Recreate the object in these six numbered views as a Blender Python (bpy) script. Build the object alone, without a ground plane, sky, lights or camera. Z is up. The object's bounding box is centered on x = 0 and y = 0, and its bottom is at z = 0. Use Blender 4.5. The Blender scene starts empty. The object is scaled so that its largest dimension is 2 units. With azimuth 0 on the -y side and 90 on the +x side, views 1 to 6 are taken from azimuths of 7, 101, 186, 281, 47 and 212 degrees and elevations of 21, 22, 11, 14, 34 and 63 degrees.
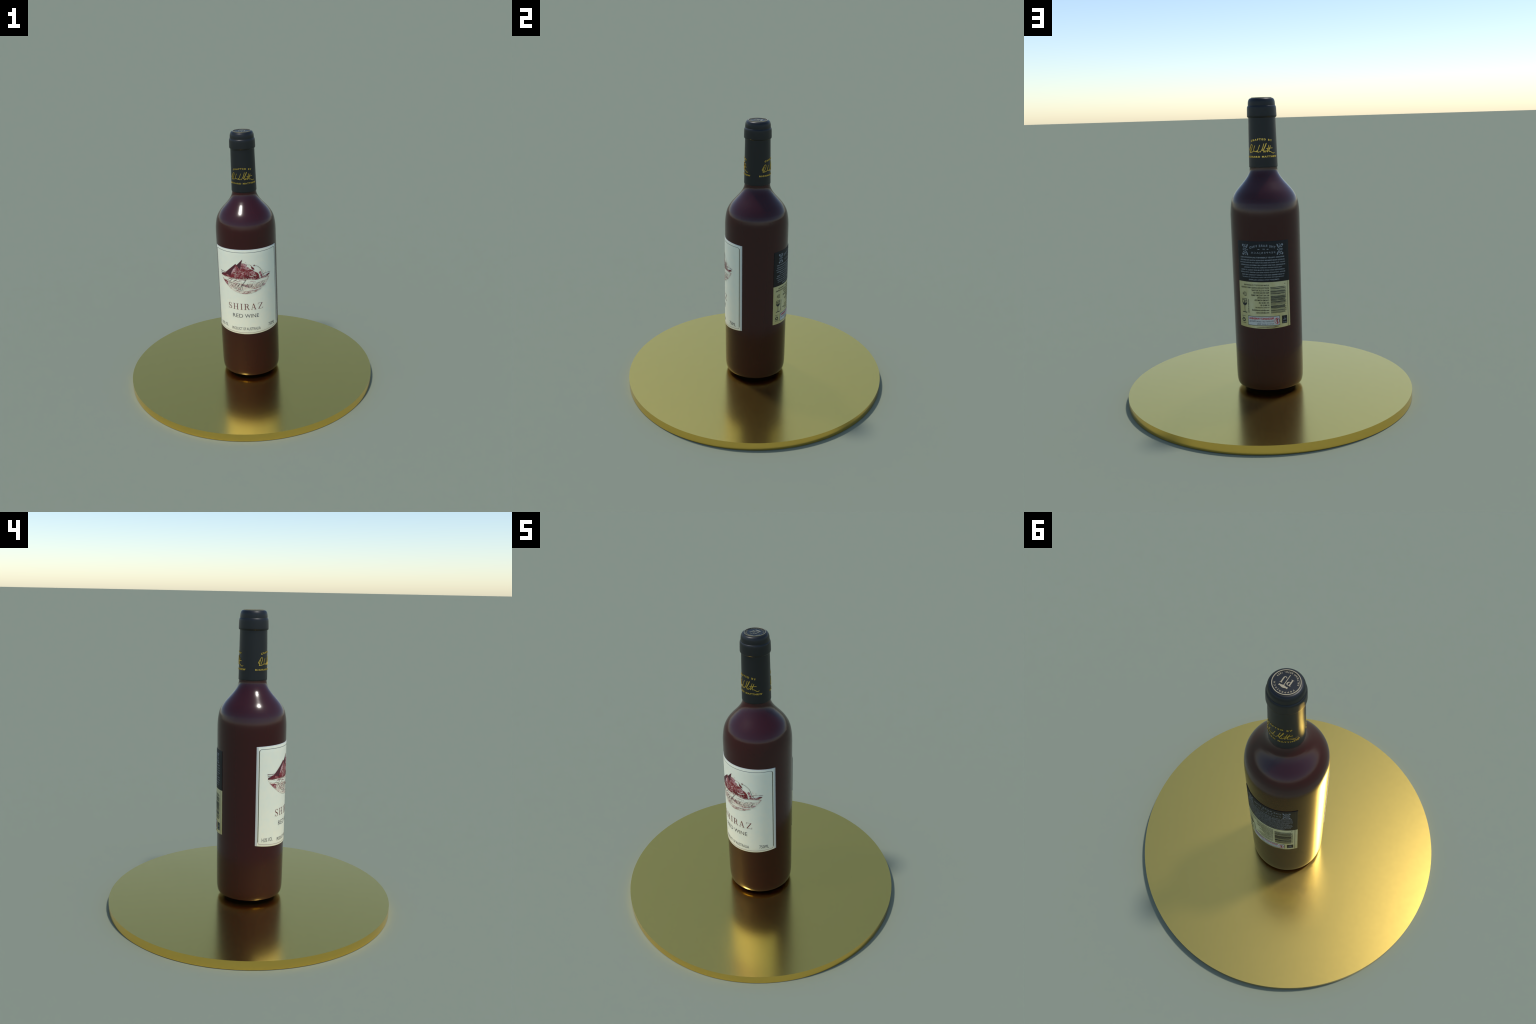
"""A bottle of red wine standing on a thin round plate of brushed gold.

Every part is built from profiles, strokes and lettering rules in code:
  wine_bottle (empty)
     glass_body, capsule, neck signatures, seal on the cap,
     front_label (+ printed pieces), back_label (+ printed pieces)
  gold_plate
Lengths in metres, z up, bottle axis on x = y = 0, front of the label near -y.
"""
import bpy, bmesh, math, random
from mathutils import Vector

TAU = math.tau
scene = bpy.context.scene

# ------------------------------------------------------------------ materials
def principled(name, colour, rough=0.5, metal=0.0, spec=0.5, coat=0.0, coat_rough=0.1):
    m = bpy.data.materials.new(name)
    m.use_nodes = True
    b = m.node_tree.nodes["Principled BSDF"]
    b.inputs["Base Color"].default_value = (*colour, 1)
    b.inputs["Roughness"].default_value = rough
    b.inputs["Metallic"].default_value = metal
    b.inputs["Specular IOR Level"].default_value = spec
    b.inputs["Coat Weight"].default_value = coat
    b.inputs["Coat Roughness"].default_value = coat_rough
    return m


def node(m, kind, **values):
    n = m.node_tree.nodes.new(kind)
    for k, v in values.items():
        if k in n.inputs:
            n.inputs[k].default_value = v
        else:
            setattr(n, k, v)
    return n


def mottled(m, colour_a, colour_b, scale, low, high, detail=4.0, stretch=(1, 1, 1), rough=0.6, patch=0.0):
    """Base colour runs from a to b where a noise field passes low..high."""
    t = m.node_tree
    co = node(m, "ShaderNodeTexCoord")
    mp = node(m, "ShaderNodeMapping")
    mp.inputs["Scale"].default_value = stretch
    nz = node(m, "ShaderNodeTexNoise", Scale=scale, Detail=detail, Roughness=rough)
    rp = node(m, "ShaderNodeValToRGB")
    rp.color_ramp.elements[0].position, rp.color_ramp.elements[0].color = low, (*colour_a, 1)
    rp.color_ramp.elements[1].position, rp.color_ramp.elements[1].color = high, (*colour_b, 1)
    t.links.new(co.outputs["Object"], mp.inputs["Vector"])
    t.links.new(mp.outputs[0], nz.inputs["Vector"])
    fac = nz.outputs["Fac"]
    if patch:                              # broad patches shift the fine grain up and down
        big = node(m, "ShaderNodeTexNoise", Scale=scale * 0.14, Detail=2.0)
        ma = node(m, "ShaderNodeMath", operation="MULTIPLY_ADD")
        ma.inputs[1].default_value, ma.inputs[2].default_value = patch, -0.5 * patch
        ad = node(m, "ShaderNodeMath", operation="ADD")
        t.links.new(mp.outputs[0], big.inputs["Vector"])
        t.links.new(big.outputs["Fac"], ma.inputs[0])
        t.links.new(ma.outputs[0], ad.inputs[0])
        t.links.new(fac, ad.inputs[1])
        fac = ad.outputs[0]
    t.links.new(fac, rp.inputs["Fac"])
    t.links.new(rp.outputs["Color"], t.nodes["Principled BSDF"].inputs["Base Color"])
    return m


def rough_grain(m, scale, low, high):
    t = m.node_tree
    co = node(m, "ShaderNodeTexCoord")
    nz = node(m, "ShaderNodeTexNoise", Scale=scale, Detail=3.0)
    mr = node(m, "ShaderNodeMapRange")
    mr.inputs["To Min"].default_value, mr.inputs["To Max"].default_value = low, high
    t.links.new(co.outputs["Object"], nz.inputs["Vector"])
    t.links.new(nz.outputs["Fac"], mr.inputs["Value"])
    t.links.new(mr.outputs[0], t.nodes["Principled BSDF"].inputs["Roughness"])
    return m


PAPER = (0.84, 0.83, 0.65)
RED = (0.135, 0.012, 0.022)
M_GLASS = rough_grain(principled("wine_dark_glass", (0.034, 0.0028, 0.0034), 0.2, spec=0.46), 60, 0.165, 0.195)
M_CAPS = rough_grain(principled("capsule_foil", (0.0060, 0.0074, 0.0085), 0.4, spec=0.42), 80, 0.38, 0.43)
M_GOLD = rough_grain(principled("plate_gold", (0.92, 0.635, 0.143), 0.2, 1.0), 40, 0.195, 0.212)
M_FOIL = principled("gold_foil", (0.80, 0.56, 0.12), 0.28, 1.0)
M_SEAL = principled("seal_pale_gold", (0.44, 0.37, 0.235), 0.42, 0.9)
M_PAPER = mottled(principled("label_paper", PAPER, 0.5, spec=0.35), PAPER, (0.80, 0.82, 0.66), 22, 0.35, 0.65)
M_EDGE = principled("label_paper_edge", (0.56, 0.575, 0.53), 0.5)
M_INK = principled("ink_black", (0.035, 0.035, 0.04), 0.5)
M_GREY = principled("ink_soft_black", (0.085, 0.085, 0.088), 0.5)
M_OLIVE = principled("ink_border_side", (0.085, 0.085, 0.05), 0.5)
M_TITLE = principled("ink_title_red", (0.16, 0.03, 0.03), 0.5)
M_LINE = principled("ink_border_base", (0.34, 0.20, 0.16), 0.5)
M_SOLID = mottled(principled("ink_dark_red", RED, 0.5), (0.085, 0.010, 0.018), (0.20, 0.010, 0.018), 12, 0.38, 0.58)
M_DENSE = mottled(principled("ink_red_dense", RED, 0.5), (0.62, 0.34, 0.33), (0.20, 0.012, 0.020), 170, 0.345, 0.465, detail=6, rough=0.7, patch=0.35)
M_MID = mottled(principled("ink_red_half", RED, 0.5), (0.64, 0.42, 0.40), (0.22, 0.022, 0.035), 180, 0.42, 0.56, detail=6, rough=0.7, patch=0.3)
M_LIGHT = mottled(principled("ink_red_light", RED, 0.5), (0.79, 0.72, 0.56), (0.27, 0.045, 0.055), 180, 0.50, 0.66, detail=6,
                  stretch=(0.7, 0.7, 1.7), patch=0.75)
M_SLOPE = mottled(principled("ink_slope_shadow", RED, 0.5), (0.070, 0.010, 0.019), (0.115, 0.011, 0.020), 10, 0.4, 0.62)
M_FAINT = mottled(principled("ink_red_faint", RED, 0.5), PAPER, (0.55, 0.38, 0.34), 110, 0.50, 0.72)
M_BACK_BLACK = principled("back_label_black", (0.0032, 0.0042, 0.0062), 0.55, spec=0.36)
M_BACK_TAN = mottled(principled("back_label_tan", (0.5, 0.47, 0.3), 0.55, spec=0.35), (0.47, 0.425, 0.185), (0.58, 0.555, 0.32),
                     9, 0.38, 0.62, stretch=(1, 1, 0.35))
M_BACK_INK = principled("back_label_pale_ink", (0.30, 0.34, 0.375), 0.55)
M_BACK_HEAD = principled("back_label_heading_ink", (0.21, 0.245, 0.28), 0.55)
M_BACK_DARK = principled("back_label_dark_ink", (0.030, 0.030, 0.014), 0.5)
M_SEAM = principled("back_label_crease", (0.018, 0.021, 0.022), 0.5, spec=0.35)
M_NOTICE = principled("notice_white", (0.52, 0.54, 0.52), 0.55, spec=0.35)
M_NOTICE_RED = principled("notice_red", (0.50, 0.022, 0.035), 0.5)
M_BROWN = mottled(principled("back_label_brown_stripe", (0.2, 0.17, 0.06), 0.45), (0.42, 0.39, 0.22), (0.13, 0.10, 0.02),
                  16, 0.35, 0.6, stretch=(1, 1, 3))

# ------------------------------------------------------------------ objects
def add(name, bm, mat, parent=None, smooth=True, angle=None):
    me = bpy.data.meshes.new(name)
    bm.to_mesh(me)
    bm.free()
    for m in (mat if isinstance(mat, (list, tuple)) else [mat]):
        me.materials.append(m)
    if smooth:
        me.polygons.foreach_set("use_smooth", [True] * len(me.polygons))
        if angle is not None:
            me.set_sharp_from_angle(angle=math.radians(angle))
    ob = bpy.data.objects.new(name, me)
    scene.collection.objects.link(ob)
    if parent:
        ob.parent = parent
    return ob


def lathe(profile, seg=160):
    """Spin (radius, height) pairs round the z axis; radius 0 closes an end."""
    bm = bmesh.new()
    rings = []
    for r, z in profile:
        if r <= 1e-6:
            rings.append([bm.verts.new((0, 0, z))])
        else:
            rings.append([bm.verts.new((r * math.cos(TAU * k / seg), r * math.sin(TAU * k / seg), z)) for k in range(seg)])
    for a, b in zip(rings, rings[1:]):
        for k in range(seg):
            j = (k + 1) % seg
            if len(a) == 1:
                bm.faces.new((a[0], b[j], b[k]))
            elif len(b) == 1:
                bm.faces.new((a[k], a[j], b[0]))
            else:
                bm.faces.new((a[k], a[j], b[j], b[k]))
    bmesh.ops.recalc_face_normals(bm, faces=bm.faces)
    return bm


def curve_points(ctrl, per=6):
    """Catmull-Rom through the control points (any dimension)."""
    out = []
    n = len(ctrl)
    for i in range(n - 1):
        p0, p1, p2, p3 = ctrl[max(i - 1, 0)], ctrl[i], ctrl[i + 1], ctrl[min(i + 2, n - 1)]
        for k in range(per):
            t = k / per
            out.append(tuple(0.5 * (2 * b + (c - a) * t + (2 * a - 5 * b + 4 * c - d) * t * t + (3 * b - a - 3 * c + d) * t ** 3)
                             for a, b, c, d in zip(p0, p1, p2, p3)))
    out.append(tuple(ctrl[-1]))
    return out


class Sheet:
    """Flat artwork in (s, z, h): s runs along the surface to the right as seen
    from outside, z is height, h is how far it stands out.  Later pieces are
    laid a hair above earlier ones, as ink passes are."""
    STEP = 0.00005

    def __init__(self, mirror=False):
        self.bm = bmesh.new()
        self.layer = 0
        self.mirror = mirror

    def _h(self):
        self.layer += 1
        return (self.layer % 24) * self.STEP

    def poly(self, pts, h0=None):
        h = self._h() if h0 is None else h0
        vs = [self.bm.verts.new((s, z, h)) for s, z in pts]
        f = self.bm.faces.new(vs)
        f.normal_update()
        if f.normal.z < 0:
            f.normal_flip()
        bmesh.ops.triangulate(self.bm, faces=[f])
        return self

    def rect(self, a, b, c, d):
        return self.poly([(a, b), (c, b), (c, d), (a, d)])

    def stroke(self, ctrl, width, smooth=5, depth=0.0, taper=False):
        """A ribbon along control points (s, z) or (s, z, width)."""
        full = [(p[0], p[1], p[2] if len(p) > 2 else width) for p in ctrl]
        pts = curve_points(full, smooth) if smooth > 1 else full
        h = self._h()
        n = len(pts)
        lo, hi, bl, bh = [], [], [], []
        for i, (s, z, w) in enumerate(pts):
            a, b = pts[max(i - 1, 0)], pts[min(i + 1, n - 1)]
            dx, dz = b[0] - a[0], b[1] - a[1]
            L = math.hypot(dx, dz) or 1
            if taper:
                w *= 0.45 + 0.55 * math.sin(math.pi * i / (n - 1)) ** 0.5
            ox, oz = -dz / L * w / 2, dx / L * w / 2
            hi.append(self.bm.verts.new((s + ox, z + oz, h + depth)))
            lo.append(self.bm.verts.new((s - ox, z - oz, h + depth)))
            if depth:
                bh.append(self.bm.verts.new((s + ox, z + oz, -0.001)))
                bl.append(self.bm.verts.new((s - ox, z - oz, -0.001)))
        for i in range(n - 1):
            self.bm.faces.new((lo[i], lo[i + 1], hi[i + 1], hi[i]))
            if depth:
                self.bm.faces.new((bl[i], bl[i + 1], lo[i + 1], lo[i]))
                self.bm.faces.new((hi[i], hi[i + 1], bh[i + 1], bh[i]))
        if depth:
            self.bm.faces.new((bl[0], lo[0], hi[0], bh[0]))
            self.bm.faces.new((lo[-1], bl[-1], bh[-1], hi[-1]))
        return self

    def text(self, words, s0, z0, s1, z1, bold=0.0, spacing=1.0, depth=0.0, bow=0.0, turn=False, shear=0.0, bend=None):
        """Lettering stretched to fill the box; bow lowers the two ends of the
        line; turn writes it bottom-to-top or top-to-bottom; bend maps points."""
        cu = bpy.data.curves.new("lettering", "FONT")
        cu.body, cu.offset, cu.space_character, cu.resolution_u, cu.shear = words, bold, spacing, 3, shear
        cu.extrude = 0.5 if depth else 0.0
        ob = bpy.data.objects.new("lettering", cu)
        scene.collection.objects.link(ob)
        dg = bpy.context.evaluated_depsgraph_get()
        me = bpy.data.meshes.new_from_object(ob.evaluated_get(dg))
        bpy.data.objects.remove(ob)
        bpy.data.curves.remove(cu)
        tb = bmesh.new()
        tb.from_mesh(me)
        bpy.data.meshes.remove(me)
        xs = [v.co.x for v in tb.verts]
        ys = [v.co.y for v in tb.verts]
        x0, x1, y0, y1 = min(xs), max(xs), min(ys), max(ys)
        h = self._h()
        flip = (s1 < s0) != (z1 < z0)
        new = {}
        for v in tb.verts:
            u, w = (v.co.x - x0) / (x1 - x0), (v.co.y - y0) / (y1 - y0)
            if turn:                       # text runs along z, its up is along s
                s, z = s0 + (s1 - s0) * w, z0 + (z1 - z0) * u
            else:
                s, z = s0 + (s1 - s0) * u, z0 + (z1 - z0) * w - bow * (2 * u - 1) ** 2
            if bend:
                s, z = bend(u, w)
            hh = h + (depth if v.co.z > 0 else -0.001) if depth else h
            new[v] = self.bm.verts.new((s, z, hh))
        for f in tb.faces:
            try:
                g = self.bm.faces.new([new[v] for v in f.verts])
            except ValueError:
                continue
            if flip != turn:
                g.normal_flip()
        tb.free()
        return self

    def cut(self, step):
        """Slice long pieces so that they can follow the curve of the bottle."""
        xs = [v.co.x for v in self.bm.verts]
        k = math.ceil(min(xs) / step)
        while k * step < max(xs):
            bmesh.ops.bisect_plane(self.bm, geom=self.bm.verts[:] + self.bm.edges[:] + self.bm.faces[:], dist=1e-6,
                                   plane_co=(k * step, 0, 0), plane_no=(1, 0, 0))
            k += 1
        return self

    def wrap(self, radius, azimuth, unit=None, lift=0.0):
        """Roll the sheet on a round of the given radius (number or rule of z)."""
        unit = unit or radius
        for v in self.bm.verts:
            s, z, h = v.co
            a = math.radians(azimuth) + s / unit
            r = (radius(z) if callable(radius) else radius) + lift + h
            v.co = (r * math.sin(a), -r * math.cos(a), z)
        return self.bm


bottle = bpy.data.objects.new("wine_bottle", None)
scene.collection.objects.link(bottle)
bottle["label"] = "dark red wine bottle with cream front label and black capsule"
bottle["category"] = "wine bottle"

# ------------------------------------------------------------------ plate
PLATE_R, PLATE_T = 0.9695, 0.0571
plate = add("gold_plate", lathe([(0, 0), (PLATE_R, 0), (PLATE_R, PLATE_T), (0, PLATE_T)], 256), M_GOLD, angle=20)
plate["label"] = "thin round polished gold display plate"
plate["category"] = "plate"

# ------------------------------------------------------------------ glass
Z0 = PLATE_T + 0.0003
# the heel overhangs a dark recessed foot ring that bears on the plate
base = [(0.0, 0.1300), (0.060, 0.1250), (0.120, 0.1100), (0.150, 0.0950), (0.1640, 0.0820),
        (0.1745, 0.0782), (0.1850, 0.0785), (0.1980, 0.0808), (0.2080, 0.0839), (0.2143, 0.0871)]
foot = curve_points([(0.2143, 0.0871), (0.2178, 0.0902), (0.2202, 0.0945), (0.2218, 0.1010), (0.2238, 0.1100),
                     (0.2253, 0.1220), (0.2267, 0.1450), (0.2276, 0.2000), (0.2280, 0.3200)], 6)
side = curve_points([(0.2280, 0.3200), (0.2284, 0.60), (0.2289, 0.90), (0.2293, 1.12), (0.2295, 1.1900),
                     (0.2294, 1.2250), (0.2291, 1.2520), (0.2279, 1.2770), (0.2259, 1.2980), (0.2228, 1.3180),
                     (0.2183, 1.3400), (0.2113, 1.3600), (0.2065, 1.3700), (0.2010, 1.3800), (0.1948, 1.3900), (0.1879, 1.4000),
                     (0.1801, 1.4100), (0.1716, 1.4200), (0.1626, 1.4300), (0.1535, 1.4400), (0.1444, 1.4500), (0.1355, 1.4600),
                     (0.1271, 1.4700), (0.1194, 1.4800), (0.1121, 1.4900), (0.1059, 1.5000), (0.1007, 1.5100), (0.0965, 1.5200),
                     (0.0934, 1.5300), (0.0916, 1.5400), (0.0906, 1.5600), (0.0890, 1.6000)], 4)
glass = add("glass_body", lathe(base + foot[1:] + side[1:] + [(0.0, 1.605)], 192), M_GLASS, bottle)

M_FOOT = principled("foot_matte_black", (0.0020, 0.0006, 0.0006), 0.6, spec=0.05)
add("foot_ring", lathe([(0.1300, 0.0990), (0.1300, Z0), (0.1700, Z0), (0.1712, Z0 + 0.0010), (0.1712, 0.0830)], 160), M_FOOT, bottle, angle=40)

# ------------------------------------------------------------------ capsule
def neck_radius(z):
    t = (1.873 - z) / (1.873 - 1.5565)
    return 0.0884 + 0.0053 * t


cap_curve = curve_points([(0.0884, 1.9485), (0.0881, 1.9600), (0.0870, 1.9720), (0.0848, 1.9810), (0.0805, 1.9895),
                          (0.0745, 1.9945), (0.0690, 1.9962), (0.0640, 1.9966)], 5)
capsule_profile = ([(0.0908, 1.5572), (0.0930, 1.5556), (0.0937, 1.5566), (0.0936, 1.562)]
                   + [(neck_radius(1.58 + (1.871 - 1.58) * k / 10), 1.58 + (1.871 - 1.58) * k / 10) for k in range(11)]
                   + [(0.0884, 1.8728), (0.0896, 1.8736), (0.0930, 1.8752), (0.0950, 1.8776), (0.0959, 1.8815), (0.0959, 1.886),
                      (0.0956, 1.90), (0.0951, 1.918), (0.0946, 1.930), (0.0941, 1.9375), (0.0928, 1.9425), (0.0911, 1.9458),
                      (0.0890, 1.9470)]
                   + cap_curve + [(0.03, 1.9968), (0, 1.9968)])
capsule = add("capsule", lathe(capsule_profile, 128), M_CAPS, bottle)

# seal on the cap: pale ring, lettering in a circle, monogram with a corkscrew
TOP = 1.9968
ring = add("seal_ring", lathe([(0.0627, TOP - 0.0004), (0.0627, TOP + 0.0031), (0.0628, TOP + 0.0032), (0.0664, TOP + 0.0032),
                               (0.0665, TOP + 0.0031), (0.0665, TOP - 0.0010)], 96), M_SEAL, capsule, angle=30)


def on_circle(a0, a1, r0, r1):
    def bend(u, w):
        a, r = math.radians(a0 + (a1 - a0) * u), r0 + (r1 - r0) * w
        return r * math.cos(a), r * math.sin(a)
    return bend


def cap_art(name, sheet):
    bm = sheet.bm
    for v in bm.verts:
        x, y, h = v.co
        v.co = (x, y, TOP + 0.0004 + h)
    bmesh.ops.recalc_face_normals(bm, faces=bm.faces)
    return add(name, bm, M_SEAL, capsule, smooth=False)


sh = Sheet()
sh.text("PEPPERJACK", 0, 0, 1, 1, bold=0.012, spacing=1.55, depth=0.0006, bend=on_circle(160, 21, 0.0468, 0.0562))
sh.text("SALTRAM ESTD. 1859", 0, 0, 1, 1, bold=0.012, spacing=1.25, depth=0.0006, bend=on_circle(190, 350, 0.0585, 0.0492))
cap_art("seal_lettering", sh)

sh = Sheet()
D = 0.0006
# corkscrew: straight worm and a turned wooden handle
sh.stroke([(0.0028, 0.018), (0.0030, -0.0415)], 0.0030, 1, D)
sh.stroke([(-0.0198, 0.0250, 0.0085), (-0.0165, 0.0248, 0.0088), (-0.0120, 0.0247, 0.0072), (-0.0050, 0.0250, 0.0115),
           (0.0028, 0.0250, 0.0140), (0.0100, 0.0246, 0.0115), (0.0172, 0.0240, 0.0072), (0.0215, 0.0238, 0.0088),
           (0.0250, 0.0237, 0.0085)], 0, 4, D)
# letter P
sh.stroke([(-0.0198, 0.0108), (-0.0198, -0.0225)], 0.0058, 1, D)
sh.stroke([(-0.0268, 0.0104), (-0.0150, 0.0104)], 0.0018, 1, D)
sh.stroke([(-0.0265, -0.0224), (-0.0130, -0.0224)], 0.0020, 1, D)
sh.stroke([(-0.0190, 0.0100, 0.0018), (-0.0120, 0.0100, 0.0024), (-0.0072, 0.0068, 0.0050), (-0.0062, 0.0015, 0.0060),
           (-0.0085, -0.0048, 0.0046), (-0.0130, -0.0078, 0.0022), (-0.0190, -0.0082, 0.0016)], 0, 5, D)
# letter J
sh.stroke([(0.0155, 0.0104), (0.0280, 0.0104)], 0.0020, 1, D)
sh.stroke([(0.0218, 0.0108, 0.0058), (0.0220, -0.0120, 0.0058), (0.0212, -0.0195, 0.0050), (0.0180, -0.0238, 0.0032),
           (0.0132, -0.0238, 0.0026), (0.0104, -0.0212, 0.0036), (0.0106, -0.0190, 0.0040)], 0, 5, D)
cap_art("seal_monogram", sh)

# ------------------------------------------------------------------ gold writing round the neck, front and back
SIGNATURE = [
    [(-0.0965, 1.6682, 0.0044), (-0.0920, 1.6770), (-0.0835, 1.6906), (-0.0745, 1.7012), (-0.0684, 1.7030), (-0.0644, 1.6978), (-0.0654, 1.6880),
     (-0.0702, 1.6763), (-0.0748, 1.6675), (-0.0785, 1.6570)],
    [(-0.0789, 1.6885), (-0.0850, 1.6760), (-0.0872, 1.6640), (-0.0908, 1.6540)],
    [(-0.0950, 1.6690), (-0.0900, 1.6640), (-0.0860, 1.6540)],
    [(-0.0912, 1.6534), (-0.0826, 1.6531), (-0.0658, 1.6558), (-0.0540, 1.6612), (-0.0498, 1.6780), (-0.0420, 1.6975)],
    [(-0.0501, 1.6582), (-0.0449, 1.6622), (-0.039, 1.6582), (-0.032, 1.6592), (-0.0262, 1.6641)],
    [(-0.0078, 1.7005), (-0.0146, 1.6848), (-0.0206, 1.669), (-0.0241, 1.6601), (-0.0168, 1.6541), (-0.0117, 1.6606)],
    [(-0.0240, 1.6552), (-0.0308, 1.6582), (-0.0283, 1.6635), (-0.0219, 1.6621)],
    [(-0.0074, 1.6539), (-0.001, 1.6617), (0.0076, 1.6744), (0.0142, 1.69), (0.0193, 1.7087)],
    [(0.0193, 1.7087), (0.0131, 1.6881), (0.0085, 1.6704), (0.0123, 1.6639), (0.0221, 1.6838), (0.0308, 1.6994), (0.0358, 1.7111)],
    [(0.0350, 1.7095, 0.0055), (0.0286, 1.6935, 0.0056), (0.0198, 1.676, 0.0042), (0.0149, 1.6633), (0.018, 1.6532),
     (0.0267, 1.6668), (0.0229, 1.659), (0.0273, 1.6543), (0.0359, 1.6645)],
    [(0.0533, 1.6985), (0.046, 1.679), (0.0405, 1.6633), (0.0398, 1.6538), (0.0477, 1.665), (0.0572, 1.6805), (0.0648, 1.695)],
    [(0.0648, 1.695), (0.0584, 1.6804), (0.0538, 1.6667), (0.0534, 1.6558), (0.0634, 1.6563), (0.0743, 1.6498), (0.0851, 1.6452),
     (0.0972, 1.6495)],
    [(0.0342, 1.6759), (0.047, 1.6773), (0.063, 1.6782), (0.0796, 1.6794)],
]
RAISE = 0.0025
U = 0.0945
rad = math.radians
for az in (0.3, 180.3):
    sh = Sheet()
    for st in SIGNATURE:
        sh.stroke(st, 0.0032, 5, RAISE)
    add("neck_signature", sh.wrap(neck_radius, az, U), M_FOIL, capsule, smooth=True, angle=40)
    sh = Sheet()
    sh.text("CRAFTED BY", -rad(46.5) * U, 1.7297, rad(46.5) * U, 1.7415, bold=0.04, spacing=1.55, depth=RAISE, bow=0.0102)
    sh.text("RICHARD", -rad(70.3) * U, 1.6198, -rad(4.6) * U, 1.6308, bold=0.04, spacing=1.35, depth=RAISE)
    sh.text("MATTHEW", rad(2.8) * U, 1.6198, rad(70.3) * U, 1.6308, bold=0.04, spacing=1.3, depth=RAISE)
    add("neck_lettering", sh.wrap(neck_radius, az, U), M_FOIL, capsule, smooth=False)

# ------------------------------------------------------------------ labels
def label_mesh(s0, s1, low, high, azimuth, R, inner, side_w, end_w, drop, split=None, n=72, m=16):
    """A curved slip of paper: face, softly rolled rim, cut edges.
    low/high give the height of its ends at s; split is the height where the
    second material begins (below it)."""
    us = [s0, s0 + side_w * 0.35, s0 + side_w * 0.9, s0 + side_w] + \
         [s0 + side_w + (s1 - s0 - 2 * side_w) * k / n for k in range(1, n)] + \
         [s1 - side_w, s1 - side_w * 0.9, s1 - side_w * 0.35, s1]
    bm = bmesh.new()
    rows = []
    for s in us:
        a, b = low(s), high(s)
        zs = [a, a + end_w * 0.4, a + end_w]
        mids = [a + end_w + (b - a - 2 * end_w) * k / m for k in range(1, m)]
        if split is not None:
            mids = [z for z in mids if abs(z - split) > 0.008] + [split]
            mids.sort()
        zs += mids + [b - end_w, b - end_w * 0.4, b]
        col = []
        for i, z in enumerate(zs):
            e = max(1 - min(s - s0, s1 - s) / side_w, 0.0)
            f = max(1 - min(z - a, b - z) / end_w, 0.0)
            e = min(e * 1.0, 1)
            r = R - drop * max(e * e, f * f)
            t = math.radians(azimuth) + s / R
            col.append((bm.verts.new((r * math.sin(t), -r * math.cos(t), z)), s, z, e, f))
        rows.append(col)
    for c, d in zip(rows, rows[1:]):
        for i in range(len(c) - 1):
            fc = bm.faces.new((c[i][0], d[i][0], d[i + 1][0], c[i + 1][0]))
            e = 0.25 * (c[i][3] + d[i][3] + d[i + 1][3] + c[i + 1][3])
            f = 0.25 * (c[i][4] + d[i][4] + d[i + 1][4] + c[i + 1][4])
            if split is None:
                top = i >= len(c) - 3
                fc.material_index = 1 if (e > 0.02 or (top and f > 0.02)) else 0
            else:
                fc.material_index = 1 if 0.5 * (c[i][2] + c[i + 1][2]) < split else 0
    # cut edges, going in to the glass
    loop = [c[0][0] for c in rows] + [v[0] for v in rows[-1][1:]] + [c[-1][0] for c in rows[-2::-1]] + \
           [v[0] for v in rows[0][-2:0:-1]]
    ins = []
    for v in loop:
        t = math.hypot(v.co.x, v.co.y)
        ins.append(bm.verts.new((v.co.x * inner / t, v.co.y * inner / t, v.co.z)))
    for k in range(len(loop)):
        j = (k + 1) % len(loop)
        fc = bm.faces.new((loop[j], loop[k], ins[k], ins[j]))
        if split is None:
            fc.material_index = 1
        else:
            fc.material_index = 1 if 0.5 * (loop[k].co.z + loop[j].co.z) < split else 0
    return bm


# ---- front label
RF, AF = 0.2314, 2.7
FS0, FS1 = -0.2960, 0.2970
front = add("front_label", label_mesh(FS0, FS1, lambda s: 0.4605 + 0.0230 * (s / 0.297) ** 2,
                                      lambda s: 1.1565 - 0.0065 * (s / 0.297) ** 2, AF, RF, 0.2265, 0.0130, 0.0045, 0.0016),
            [M_PAPER, M_EDGE], bottle, angle=40)


def front_art(name, sheet, mat, lift=0.0005, step=0.02):
    sheet.cut(step)
    return add(name, sheet.wrap(RF, AF, RF, lift), mat, front, smooth=False)


# border line: rounded frame, thin along the ends, heavier along the sides
cr = 0.017
BL, BR, BT = -0.2775, 0.2755, 1.1338
def base_line(s):
    return 0.4738 + 0.0190 * (s / 0.265) ** 2
def arc(cx, cz, a0, a1, n=8):
    return [(cx + cr * math.cos(math.radians(a0 + (a1 - a0) * k / n)), cz + cr * math.sin(math.radians(a0 + (a1 - a0) * k / n))) for k in range(n + 1)]

sh = Sheet()
sh.stroke(arc(BL + cr, BT - cr, 150, 90) + arc(BR - cr, BT - cr, 90, 30), 0.0026, 1)
front_art("border_line", sh, M_GREY)
sh = Sheet()
zl = base_line(BL + cr) + cr
sh.stroke([(BL, zl), (BL, 0.70), (BL, 0.95), (BL, BT - cr)] + arc(BL + cr, BT - cr, 180, 140, 4), 0.0054, 1)
sh.stroke([(BR, zl), (BR, 0.70), (BR, 0.95), (BR, BT - cr)] + arc(BR - cr, BT - cr, 0, 40, 4), 0.0054, 1)
front_art("border_line", sh, M_OLIVE)
sh = Sheet()
sh.stroke(arc(BL + cr, base_line(BL + cr) + cr, 185, 262)
          + [(s / 1000, base_line(s / 1000)) for s in range(-250, 251, 10)]
          + arc(BR - cr, base_line(BR - cr) + cr, 278, 355), 0.0021, 1)
front_art("border_line", sh, M_LINE)

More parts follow.
